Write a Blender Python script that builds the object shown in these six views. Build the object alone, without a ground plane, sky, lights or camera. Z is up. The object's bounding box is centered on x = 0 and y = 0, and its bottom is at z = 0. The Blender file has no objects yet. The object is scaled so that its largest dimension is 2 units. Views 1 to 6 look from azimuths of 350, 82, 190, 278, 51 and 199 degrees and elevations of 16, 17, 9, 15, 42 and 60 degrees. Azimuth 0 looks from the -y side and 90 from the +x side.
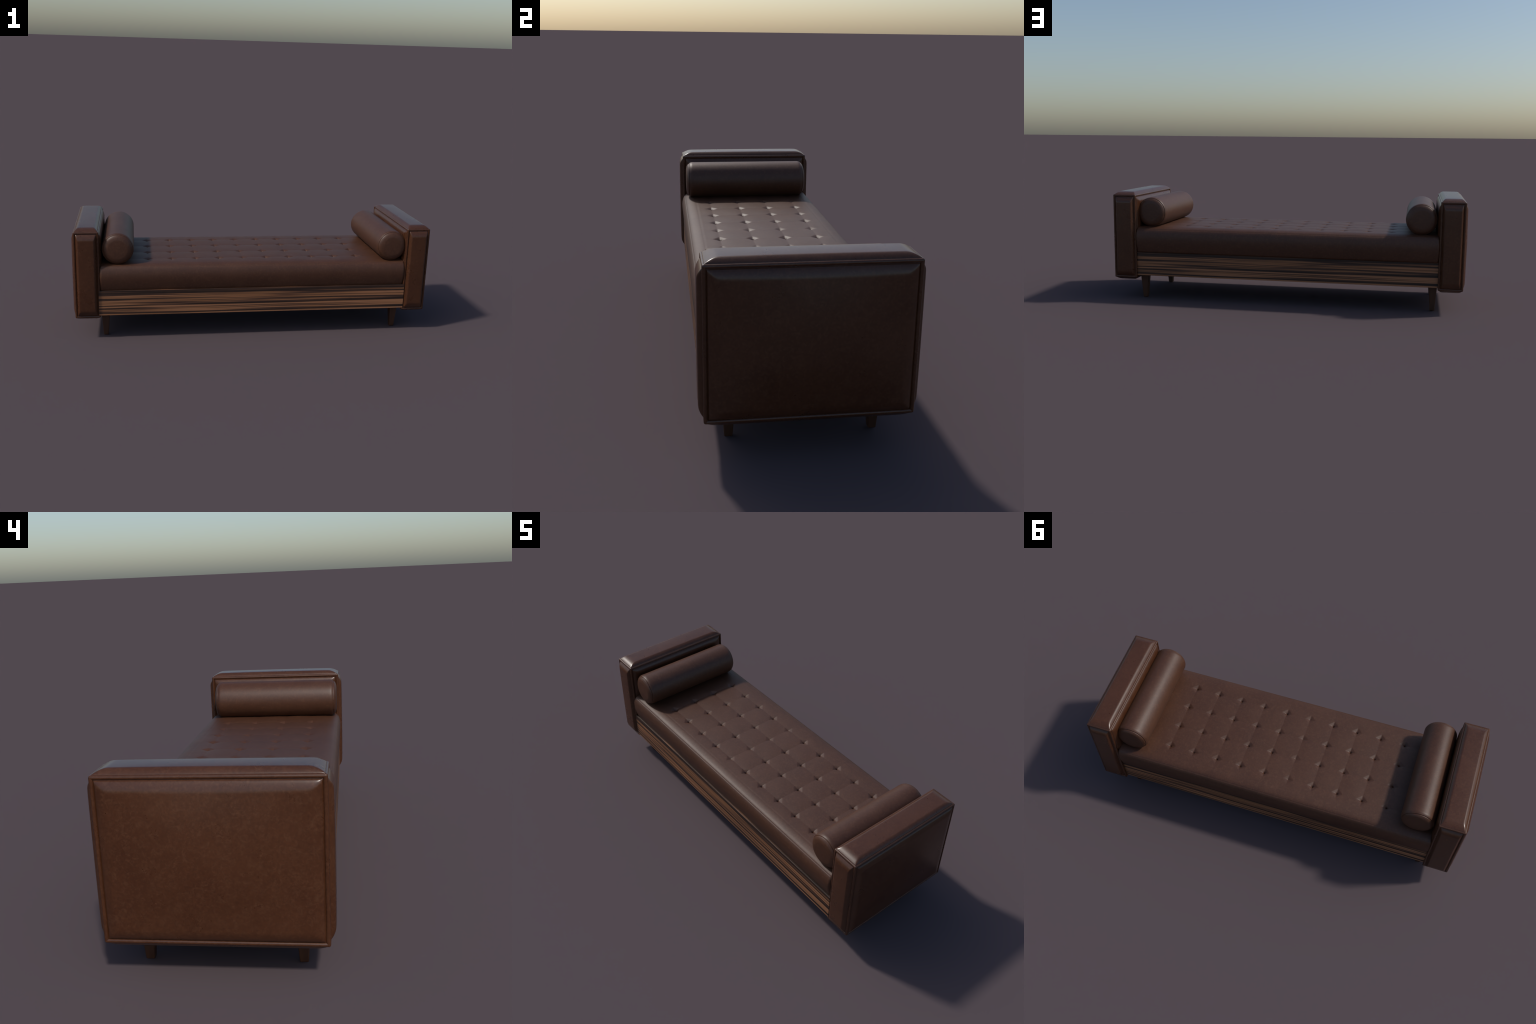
"""Tufted leather daybed: wooden apron, four tapered legs, two upholstered
piped armrests, one button-tufted seat cushion and two bolster pillows."""
import bpy, bmesh, math
from mathutils import Vector, Matrix, noise as mnoise
import random

# ------------------------------------------------------------------ helpers
def new_object(name, mesh, parent=None, material=None, smooth=True):
    ob = bpy.data.objects.new(name, mesh)
    bpy.context.scene.collection.objects.link(ob)
    if parent is not None:
        ob.parent = parent
    if material is not None and not mesh.materials:
        mesh.materials.append(material)
    if smooth:
        mesh.polygons.foreach_set("use_smooth", [True] * len(mesh.polygons))
    return ob

def mesh_from(name, verts, faces):
    me = bpy.data.meshes.new(name)
    me.from_pydata(verts, [], faces)
    me.update()
    return me

def bm_to_mesh(bm, name):
    bmesh.ops.recalc_face_normals(bm, faces=bm.faces)
    me = bpy.data.meshes.new(name)
    bm.to_mesh(me)
    bm.free()
    return me

def lerp_profile(points, t):
    """piecewise linear lookup in a short list of (t, value)"""
    if t <= points[0][0]:
        return points[0][1]
    for (t0, v0), (t1, v1) in zip(points, points[1:]):
        if t <= t1:
            return v0 + (v1 - v0) * (t - t0) / (t1 - t0)
    return points[-1][1]

def smoothstep(a, b, x):
    t = min(1.0, max(0.0, (x - a) / (b - a)))
    return t * t * (3 - 2 * t)

# ---------------------------------------------------------------- materials
class Nodes:
    def __init__(self, name):
        self.mat = bpy.data.materials.new(name)
        self.mat.use_nodes = True
        self.nt = self.mat.node_tree
        self.nt.nodes.clear()
    def add(self, kind, **kw):
        n = self.nt.nodes.new(kind)
        for k, v in kw.items():
            if k in n.inputs:
                n.inputs[k].default_value = v
            else:
                setattr(n, k, v)
        return n
    def link(self, a, b):
        self.nt.links.new(a, b)
    def ramp(self, fac, stops):
        r = self.add("ShaderNodeValToRGB")
        el = r.color_ramp.elements
        while len(el) > 1:
            el.remove(el[-1])
        el[0].position, el[0].color = stops[0][0], (*stops[0][1], 1)
        for p, c in stops[1:]:
            e = el.new(p)
            e.color = (*c, 1)
        self.link(fac, r.inputs[0])
        return r.outputs[0]
    def mix(self, fac, a, b, blend="MIX"):
        m = self.add("ShaderNodeMix", data_type="RGBA", blend_type=blend)
        for sock, val in ((m.inputs[0], fac), (m.inputs[6], a), (m.inputs[7], b)):
            if hasattr(val, "links"):
                self.link(val, sock)
            elif isinstance(val, (int, float)):
                sock.default_value = val
            else:
                sock.default_value = (*val, 1)
        return m.outputs[2]
    def finish(self, color, rough, normal=None, **kw):
        p = self.add("ShaderNodeBsdfPrincipled", **kw)
        self.link(color, p.inputs["Base Color"])
        if hasattr(rough, "links"):
            self.link(rough, p.inputs["Roughness"])
        else:
            p.inputs["Roughness"].default_value = rough
        if normal is not None:
            self.link(normal, p.inputs["Normal"])
        o = self.add("ShaderNodeOutputMaterial")
        self.link(p.outputs[0], o.inputs[0])
        return self.mat

def leather(name, gain=1.0, rough=0.40):
    n = Nodes(name)
    co = n.add("ShaderNodeTexCoord").outputs["Object"]
    rnd = n.add("ShaderNodeObjectInfo").outputs["Random"]
    w = n.add("ShaderNodeMath", operation="MULTIPLY")
    w.inputs[1].default_value = 37.0
    n.link(rnd, w.inputs[0])
    def noise(scale, detail, rough_, dist=0.0):
        t = n.add("ShaderNodeTexNoise", noise_dimensions="4D", Scale=scale, Detail=detail,
                  Roughness=rough_, Distortion=dist)
        n.link(co, t.inputs["Vector"])
        n.link(w.outputs[0], t.inputs["W"])
        return t.outputs["Fac"]
    g = gain
    base = n.ramp(noise(7.0, 5.0, 0.62, 0.4),
                  [(0.30, (0.058 * g, 0.0195 * g, 0.0080 * g)),
                   (0.50, (0.068 * g, 0.0238 * g, 0.0098 * g)),
                   (0.72, (0.078 * g, 0.0285 * g, 0.0122 * g))])
    # pale scuffs and fine worn veins of the hide
    veins = n.ramp(noise(48.0, 6.0, 0.72, 1.8), [(0.48, (0, 0, 0)), (0.70, (1, 1, 1))])
    veins = n.mix(0.10, veins, (0, 0, 0))
    col = n.mix(veins, base, (0.095 * g, 0.0400 * g, 0.0195 * g))
    grain = n.ramp(noise(140.0, 3.0, 0.6), [(0.35, (0.82, 0.82, 0.82)), (0.65, (1.12, 1.12, 1.12))])
    col = n.mix(0.7, col, grain, "MULTIPLY")
    r = n.add("ShaderNodeMapRange")
    n.link(noise(11.0, 4.0, 0.6), r.inputs[0])
    r.inputs[3].default_value = rough - 0.04
    r.inputs[4].default_value = rough + 0.05
    return n.finish(col, r.outputs[0])

def striped_wood(name):
    """zebra-striped hardwood, grain along x"""
    n = Nodes(name)
    co = n.add("ShaderNodeTexCoord").outputs["Object"]
    def grain(sx, sz, scale, detail, off, rough_=0.6, dist=0.0):
        m = n.add("ShaderNodeMapping")
        m.inputs["Scale"].default_value = (sx, 2.0, sz)
        m.inputs["Location"].default_value = (off, off * 0.37, off * 1.7)
        n.link(co, m.inputs["Vector"])
        t = n.add("ShaderNodeTexNoise", Scale=scale, Detail=detail, Roughness=rough_, Distortion=dist)
        n.link(m.outputs[0], t.inputs["Vector"])
        return t.outputs["Fac"]
    broad = grain(0.30, 66.0, 1.0, 0.0, WOOD_SEED, 0.6, 0.5)
    medium = grain(1.6, 135.0, 1.0, 1.0, 5.0, 0.6, 0.4)
    fine = grain(1.8, 330.0, 1.0, 2.0, 11.0)
    hair = grain(3.0, 700.0, 1.0, 2.0, 23.0)
    total = None
    for fac, weight in ((broad, 0.42), (medium, 0.37), (fine, 0.21)):
        add = n.add("ShaderNodeMath", operation="MULTIPLY_ADD")
        n.link(fac, add.inputs[0])
        add.inputs[1].default_value = weight
        if total is None:
            add.inputs[2].default_value = 0.0
        else:
            n.link(total, add.inputs[2])
        total = add.outputs[0]
    stripes = n.ramp(total,
                     [(0.405, (0.020, 0.010, 0.0065)), (0.465, (0.048, 0.023, 0.014)),
                      (0.505, (0.098, 0.046, 0.027)), (0.550, (0.265, 0.114, 0.047)),
                      (0.600, (0.320, 0.146, 0.072))])
    hr = n.ramp(hair, [(0.3, (0.72, 0.72, 0.72)), (0.7, (1.2, 1.2, 1.2))])
    col = n.mix(0.8, stripes, hr, "MULTIPLY")
    return n.finish(col, 0.52, **{"Specular IOR Level": 0.38})

def dark_wood(name, c0, c1):
    n = Nodes(name)
    co = n.add("ShaderNodeTexCoord").outputs["Object"]
    m = n.add("ShaderNodeMapping")
    m.inputs["Scale"].default_value = (60, 60, 5)
    n.link(co, m.inputs["Vector"])
    t = n.add("ShaderNodeTexNoise", Scale=1.0, Detail=4.0)
    n.link(m.outputs[0], t.inputs["Vector"])
    return n.finish(n.ramp(t.outputs["Fac"], [(0.3, c0), (0.7, c1)]), 0.45)

WOOD_SEED = 5.3
LEATHER = leather("brown_leather", 1.0, 0.28)
CUSHION_LEATHER = leather("brown_cushion_leather", 1.0, 0.52)
BOLSTER_LEATHER = leather("brown_bolster_leather", 1.0, 0.48)
SEAM = dark_wood("dark_seam_thread", (0.014, 0.006, 0.004), (0.022, 0.010, 0.006))
STRIPED = striped_wood("striped_hardwood")
LEG_WOOD = dark_wood("walnut_stained_wood", (0.042, 0.0155, 0.007), (0.064, 0.025, 0.011))

# ------------------------------------------------------------------ the thing
daybed = bpy.data.objects.new("leather_daybed", None)
bpy.context.scene.collection.objects.link(daybed)
daybed["label"] = "long brown leather daybed with tufted seat and bolsters"
daybed["category"] = "daybed"

# ------------------------------------------------------------------ armrests
ARM_X = (0.848, 0.968)      # seam lines of the armrest box
ARM_Y = 0.302
ARM_Z = (0.131, 0.593)
PIPE_R = 0.0065

def padded_panel(name, half_u, half_v, edge_u, edge_v, rise, crown, thick=0.010, merge=False, groove=0.0020, crown_power=0.7):
    """Padded upholstery panel lying in its own (u, v) plane, rising along +w.
    A rounded lip at the seam, a mitred chamfer, then a softly crowned field."""
    def stations(half, edge):
        inner = half - edge
        s = ([half, half - PIPE_R * 0.35, half - PIPE_R * 0.7, half - PIPE_R * 1.1, half - PIPE_R * 1.5]
             if merge else
             [half - PIPE_R * 0.90, half - PIPE_R * 0.98, half - PIPE_R * 1.10, half - PIPE_R * 1.25,
              half - PIPE_R * 1.5])
        first = s[-1]
        s += [first + (inner - first) * k / 6.0 for k in range(1, 7)]
        s += [inner - 0.003, inner - 0.006]
        n = max(4, int((inner - 0.006) / 0.012))
        s += [(inner - 0.006) * (1 - k / n) for k in range(1, n)]
        return [-a for a in s] + [0.0] + s[::-1]
    us, vs = stations(half_u, edge_u), stations(half_v, edge_v)
    lip = PIPE_R if merge else 0.0050
    def height(u, v):
        du, dv = half_u - abs(u), half_v - abs(v)
        # lip close to the piping
        d = min(du, dv)
        if merge:                             # the cover runs over the piping
            h = lip
        else:                                 # fine sewn groove beside the piping
            h = groove + (lip - groove) * smoothstep(PIPE_R * 0.95, PIPE_R * 1.45, d)
        # chamfer: normalised distance, soft minimum keeps the mitre slightly rounded
        o = 0.0 if merge else PIPE_R * 1.2
        a = max(0.0, (du - o) / (edge_u - o))
        b = max(0.0, (dv - o) / (edge_v - o))
        k = 0.10
        m = 0.5 * (a + b - math.sqrt((a - b) ** 2 + k * k)) + 0.02
        m = max(0.0, m)
        m = min(1.0, m)
        h += (rise - lip) * (1 - (1 - m) ** 1.9)   # convex, melts into the field
        # crown of the stuffing
        cu = max(0.0, 1 - (u / (half_u - edge_u * 0.6)) ** 2)
        cv = max(0.0, 1 - (v / (half_v - edge_v * 0.6)) ** 2)
        h += crown * (cu * cv) ** crown_power
        return h
    verts, faces = [], []
    nu, nv = len(us), len(vs)
    for v in vs:
        for u in us:
            verts.append((u, v, height(u, v)))
    for j in range(nv - 1):
        for i in range(nu - 1):
            a = j * nu + i
            faces.append((a, a + 1, a + 1 + nu, a + nu))
    # skirt down into the frame and a closing back
    rim = ([i for i in range(nu)] + [j * nu + nu - 1 for j in range(1, nv)]
           + [(nv - 1) * nu + i for i in range(nu - 2, -1, -1)] + [j * nu for j in range(nv - 2, 0, -1)])
    base = len(verts)
    for r in rim:
        x, y, _ = verts[r]
        verts.append((x, y, -thick))
    for k in range(len(rim)):
        k2 = (k + 1) % len(rim)
        faces.append((rim[k2], rim[k], base + k, base + k2))
    faces.append(tuple(base + k for k in range(len(rim) - 1, -1, -1)))
    return mesh_from(name, verts, faces)

def piping_mesh(name, x0, x1, y, z0, z1, r):
    """cord along the twelve edges of the box"""
    bm = bmesh.new()
    corners = [Vector((x, yy, z)) for x in (x0, x1) for yy in (-y, y) for z in (z0, z1)]
    for i, a in enumerate(corners):
        bmesh.ops.create_uvsphere(bm, u_segments=16, v_segments=10, radius=r,
                                  matrix=Matrix.Translation(a))
        for b in corners[i + 1:]:
            d = b - a
            if sum(abs(c) > 1e-6 for c in d) != 1:
                continue
            q = d.to_track_quat("Z", "Y").to_matrix().to_4x4()
            bmesh.ops.create_cone(bm, cap_ends=False, segments=16, radius1=r, radius2=r,
                                  depth=d.length, matrix=Matrix.Translation((a + b) / 2) @ q)
    return bm_to_mesh(bm, name)

def box_mesh(name, lo, hi, bevel=0.0, seg=3):
    bm = bmesh.new()
    bmesh.ops.create_cube(bm, size=1.0)
    for v in bm.verts:
        v.co = Vector(((lo[i] + hi[i]) / 2 + v.co[i] * (hi[i] - lo[i]) for i in range(3)))
    if bevel:
        bmesh.ops.bevel(bm, geom=bm.edges[:], offset=bevel, segments=seg, profile=0.5, affect="EDGES")
    return bm_to_mesh(bm, name)

cx, cz = sum(ARM_X) / 2, sum(ARM_Z) / 2
hx, hz = (ARM_X[1] - ARM_X[0]) / 2, (ARM_Z[1] - ARM_Z[0]) / 2
I = 0.003                                    # the core sits inside the piping
core_mesh = box_mesh("armrest", (-hx + I, -ARM_Y + I, -hz + I), (hx - I, ARM_Y - I, hz - I))
core_mesh.materials.append(SEAM)
pipe_mesh = piping_mesh("piping", -hx, hx, ARM_Y, -hz, hz, PIPE_R)
EX, EY, EZ = 0.022, 0.042, 0.040             # chamfer widths along x, y, z
outer_mesh = padded_panel("outer_panel", ARM_Y, hz, EY, EZ, 0.0160, 0.0160, crown_power=1.25)
inner_mesh = padded_panel("inner_panel", ARM_Y, hz, EY, EZ, 0.0165, 0.003)
end_mesh = padded_panel("end_panel", hx, hz, EX, EZ, 0.0200, 0.0020, groove=0.0034)
cap_mesh = padded_panel("top_panel", hx, ARM_Y, EX, EY, 0.0215, 0.0020, merge=True)
base_mesh = padded_panel("bottom_panel", hx, ARM_Y, EX, EY, 0.0215, 0.0010, merge=True)

def axes(u, v, w, at):
    m = Matrix.Identity(4)
    for i, c in enumerate((u, v, w)):
        for r in range(3):
            m[r][i] = c[r]
    m.translation = Vector(at)
    return m

PANELS = [  # mesh, u axis, v axis, outward axis, position in the armrest frame
    ("outer_panel", outer_mesh, (0, 1, 0), (0, 0, 1), (1, 0, 0), (hx, 0, 0)),
    ("inner_panel", inner_mesh, (0, -1, 0), (0, 0, 1), (-1, 0, 0), (-hx, 0, 0)),
    ("end_panel", end_mesh, (1, 0, 0), (0, 0, 1), (0, -1, 0), (0, -ARM_Y, 0)),
    ("end_panel", end_mesh, (-1, 0, 0), (0, 0, 1), (0, 1, 0), (0, ARM_Y, 0)),
    ("top_panel", cap_mesh, (1, 0, 0), (0, 1, 0), (0, 0, 1), (0, 0, hz)),
    ("bottom_panel", base_mesh, (-1, 0, 0), (0, 1, 0), (0, 0, -1), (0, 0, -hz)),
]
for side in (1, -1):
    arm = new_object("armrest", core_mesh, daybed, smooth=False)
    arm.location = (side * cx, 0, cz)
    arm.rotation_euler = (0, 0, 0 if side > 0 else math.pi)
    new_object("piping", pipe_mesh, arm, LEATHER)
    for nm, me, u, v, w, at in PANELS:
        p = new_object(nm, me, arm, LEATHER)
        p.matrix_local = axes(u, v, w, at)

# ------------------------------------------------------------------ cushion
CUSH_X = 0.846
FIELD_Y = 0.258
TOP_Z = 0.4188
STEP = 0.1302
COLS = [(-4.5 + k) * STEP for k in range(10)]
ROWS = [(-1.5 + k) * 0.1285 for k in range(4)]
SHALLOW = COLS[4]                            # one column is pulled in less

def nearest(v, grid):
    g = min(grid, key=lambda c: abs(v - c))
    return v - g, g

rng = random.Random(7)
PULL = {(c, r): rng.uniform(0.85, 1.15) for c in COLS for r in ROWS}

def tuft(x, y):
    """height offset of the tufted field"""
    dx, gx = nearest(x, COLS)
    dy, gy = nearest(y, ROWS)
    ax, ay = abs(dx), abs(dy)
    pull = PULL[gx, gy]
    weak = 0.55 if gx == SHALLOW else 1.0
    wander = mnoise.noise(Vector((x * 9, y * 9, 3.1)))
    # creases run along the grid and deepen towards each tuft
    fade_y = 1 - smoothstep(0.0, 0.060, abs(y) - ROWS[-1])
    fade_x = 1 - smoothstep(0.03, 0.20, abs(x) - COLS[-1])
    faint = 0.00028 * max(0.15, 1 + 1.3 * wander)
    crease_x = (faint + 0.0012 * math.exp(-ay / 0.020)) * math.exp(-ax / 0.010) * fade_y
    crease_y = (faint + 0.0012 * math.exp(-ax / 0.022)) * math.exp(-ay / 0.010) * fade_x
    # each pillow corner drops as a facet into the tuft, then a narrow pulled hole
    t = max(0.0, 1 - (ax / 0.030 + ay / 0.027))
    r2 = ax * ax + ay * ay
    pit = (0.0072 * t + 0.0010 * math.exp(-r2 / 0.010 ** 2)) * weak * pull
    hole = 0.0150 * math.exp(-r2 / 0.0029 ** 2) * (1.0 if weak == 1.0 else 0.12)
    # stuffing swells in the middle of every cell, a little unevenly
    swell = 0.0016 * math.sin(min(1.0, ax / 0.062) * 1.5708) * math.sin(min(1.0, ay / 0.062) * 1.5708) * fade_y
    return swell * (1 + 0.4 * wander) - crease_x - crease_y - pit - hole + 0.0006 * wander

# half cross-section outside the tufted field: (y, z) from field edge, over the
# edge seam, round the bulging front and under
EDGE = [(0.2615, 0.4180), (0.270, 0.4168), (0.279, 0.4150), (0.287, 0.4128), (0.2930, 0.4104),
        (0.2975, 0.4076), (0.3000, 0.4056), (0.3010, 0.4030), (0.3030, 0.4026), (0.3055, 0.3992),
        (0.3090, 0.3928), (0.3120, 0.3845), (0.3145, 0.3740), (0.3160, 0.3615), (0.3160, 0.3485),
        (0.3146, 0.3340), (0.3122, 0.3190), (0.3090, 0.3050), (0.3055, 0.2915), (0.3022, 0.2795),
        (0.2985, 0.2725), (0.2700, 0.2710)]

def build_cushion():
    n_field = 172
    field = [-FIELD_Y + 2 * FIELD_Y * k / n_field for k in range(n_field + 1)]
    nx = 520
    xs = [-CUSH_X + 2 * CUSH_X * k / nx for k in range(nx + 1)]
    verts, faces = [], []
    ring = None
    for x in xs:
        end = CUSH_X - abs(x)
        tuck = 0.0
        if end < 0.016:                       # rounded ends
            tuck = 0.016 - math.sqrt(max(0.0, 0.016 ** 2 - (0.016 - end) ** 2))
        sec = []
        for y, z in EDGE[::-1]:
            sec.append((-(y - tuck), z))
        for y in field:
            s = FIELD_Y - abs(y)
            blend = smoothstep(0.0, 0.012, s)
            sec.append((y, TOP_Z - 0.0008 * (1 - blend) + tuft(x, y) * blend))
        for y, z in EDGE:
            sec.append((y - tuck, z))
        mid = 0.345
        ring = len(sec)
        for y, z in sec:
            lim = 0.145 - tuck
            verts.append((x, y, mid + max(-lim, min(lim, (z - mid) * (1 - tuck / 0.09)))))
    for i in range(nx):
        for j in range(ring):
            j2 = (j + 1) % ring
            faces.append((i * ring + j, i * ring + j2, (i + 1) * ring + j2, (i + 1) * ring + j))
    faces.append(tuple(range(ring - 1, -1, -1)))
    faces.append(tuple(nx * ring + j for j in range(ring)))
    bm = bmesh.new()
    me = mesh_from("seat_cushion", verts, faces)
    bm.from_mesh(me)
    return bm_to_mesh(bm, "seat_cushion")

cushion = new_object("seat_cushion", build_cushion(), daybed, CUSHION_LEATHER)

# ------------------------------------------------------------------ bolsters
BOL_R, BOL_HALF, BOL_Z = 0.0845, 0.2885, 0.4985
BOLSTERS = [(0.765, -0.0135), (-0.7460, -0.0085)]

def build_bolster():
    """solid of revolution about y; rounded ends with a sewn seam ring"""
    rr, seam, half_width = 0.030, math.radians(36), 0.075
    prof = [(0.0, BOL_HALF)]
    inner = BOL_R - rr
    for k in range(1, 8):
        prof.append((inner * k / 7, BOL_HALF - 0.0012 * (k / 7) ** 2))
    y0 = BOL_HALF - 0.0025 - rr
    angles = [math.radians(80) * (1 - k / 20) for k in range(0, 21)]
    angles = [a for a in angles if abs(a - seam) > half_width * 1.2]
    angles += [seam + half_width * q for q in (-1, -0.5, 0, 0.5, 1)]
    for a in sorted(angles, reverse=True):
        g = 0.0030 * max(0.0, 1 - abs(a - seam) / half_width)   # sewn V groove
        prof.append((inner + (rr - g) * math.cos(a), y0 + (rr - g) * math.sin(a)))
    n = 18
    for k in range(1, n + 1):
        y = y0 * (1 - k / n)
        prof.append((BOL_R, y))
    half = prof
    full = half + [(r, -y) for r, y in half[-2::-1]]
    seg = 96
    verts, faces = [(0, full[0][1], 0)], []
    for r, y in full[1:-1]:
        for s in range(seg):
            t = 2 * math.pi * s / seg
            verts.append((r * math.cos(t), y, r * math.sin(t)))
    verts.append((0, full[-1][1], 0))
    rings = len(full) - 2
    for s in range(seg):
        s2 = (s + 1) % seg
        faces.append((0, 1 + s, 1 + s2))
        for k in range(rings - 1):
            a, b = 1 + k * seg, 1 + (k + 1) * seg
            faces.append((a + s, b + s, b + s2, a + s2))
        a = 1 + (rings - 1) * seg
        faces.append((a + s, len(verts) - 1, a + s2))
    bm = bmesh.new()
    bm.from_mesh(mesh_from("bolster_pillow", verts, faces))
    return bm_to_mesh(bm, "bolster_pillow")

bolster_mesh = build_bolster()
for bx, by in BOLSTERS:
    b = new_object("bolster_pillow", bolster_mesh, daybed, BOLSTER_LEATHER)
    b.location = (bx, by, BOL_Z)
    b.rotation_euler = (0, 0.6 if bx > 0 else 2.1, 0)

# ------------------------------------------------------------------ wood base
RAIL_Z = (0.1380, 0.2770)
RAIL_FRONT, RAIL_BACK = -0.3095, 0.2945
rail_mesh = box_mesh("side_rail", (-0.850, -0.011, RAIL_Z[0]), (0.850, 0.011, RAIL_Z[1]), 0.0015, 2)
for y, turn in ((RAIL_FRONT + 0.011, 0.0), (RAIL_BACK - 0.011, math.pi)):
    r = new_object("side_rail", rail_mesh, daybed, STRIPED, smooth=False)
    r.location = (0, y, 0)
    r.rotation_euler = (0, 0, turn)
deck_mesh = box_mesh("seat_deck", (-0.849, RAIL_FRONT + 0.0225, 0.150), (0.849, RAIL_BACK - 0.0225, 0.2685))
new_object("seat_deck", deck_mesh, daybed, LEG_WOOD, smooth=False)

# ------------------------------------------------------------------ legs
def build_leg():
    bm = bmesh.new()
    top, bot, h = 0.0235, 0.0128, 0.150
    bmesh.ops.create_cube(bm, size=1.0)
    for v in bm.verts:
        k = top if v.co.z > 0 else bot
        v.co = Vector((math.copysign(k, v.co.x), math.copysign(k, v.co.y), h if v.co.z > 0 else 0.0))
    bmesh.ops.bevel(bm, geom=bm.edges[:], offset=0.0035, segments=3, profile=0.5, affect="EDGES")
    lo = min(v.co.z for v in bm.verts)
    for v in bm.verts:
        v.co.z -= lo
    return bm_to_mesh(bm, "leg")

leg_mesh = build_leg()
for sx in (-1, 1):
    for sy in (-1, 1):
        leg = new_object("leg", leg_mesh, daybed, LEG_WOOD, smooth=False)
        leg.location = (sx * 0.818, sy * 0.2265, 0)
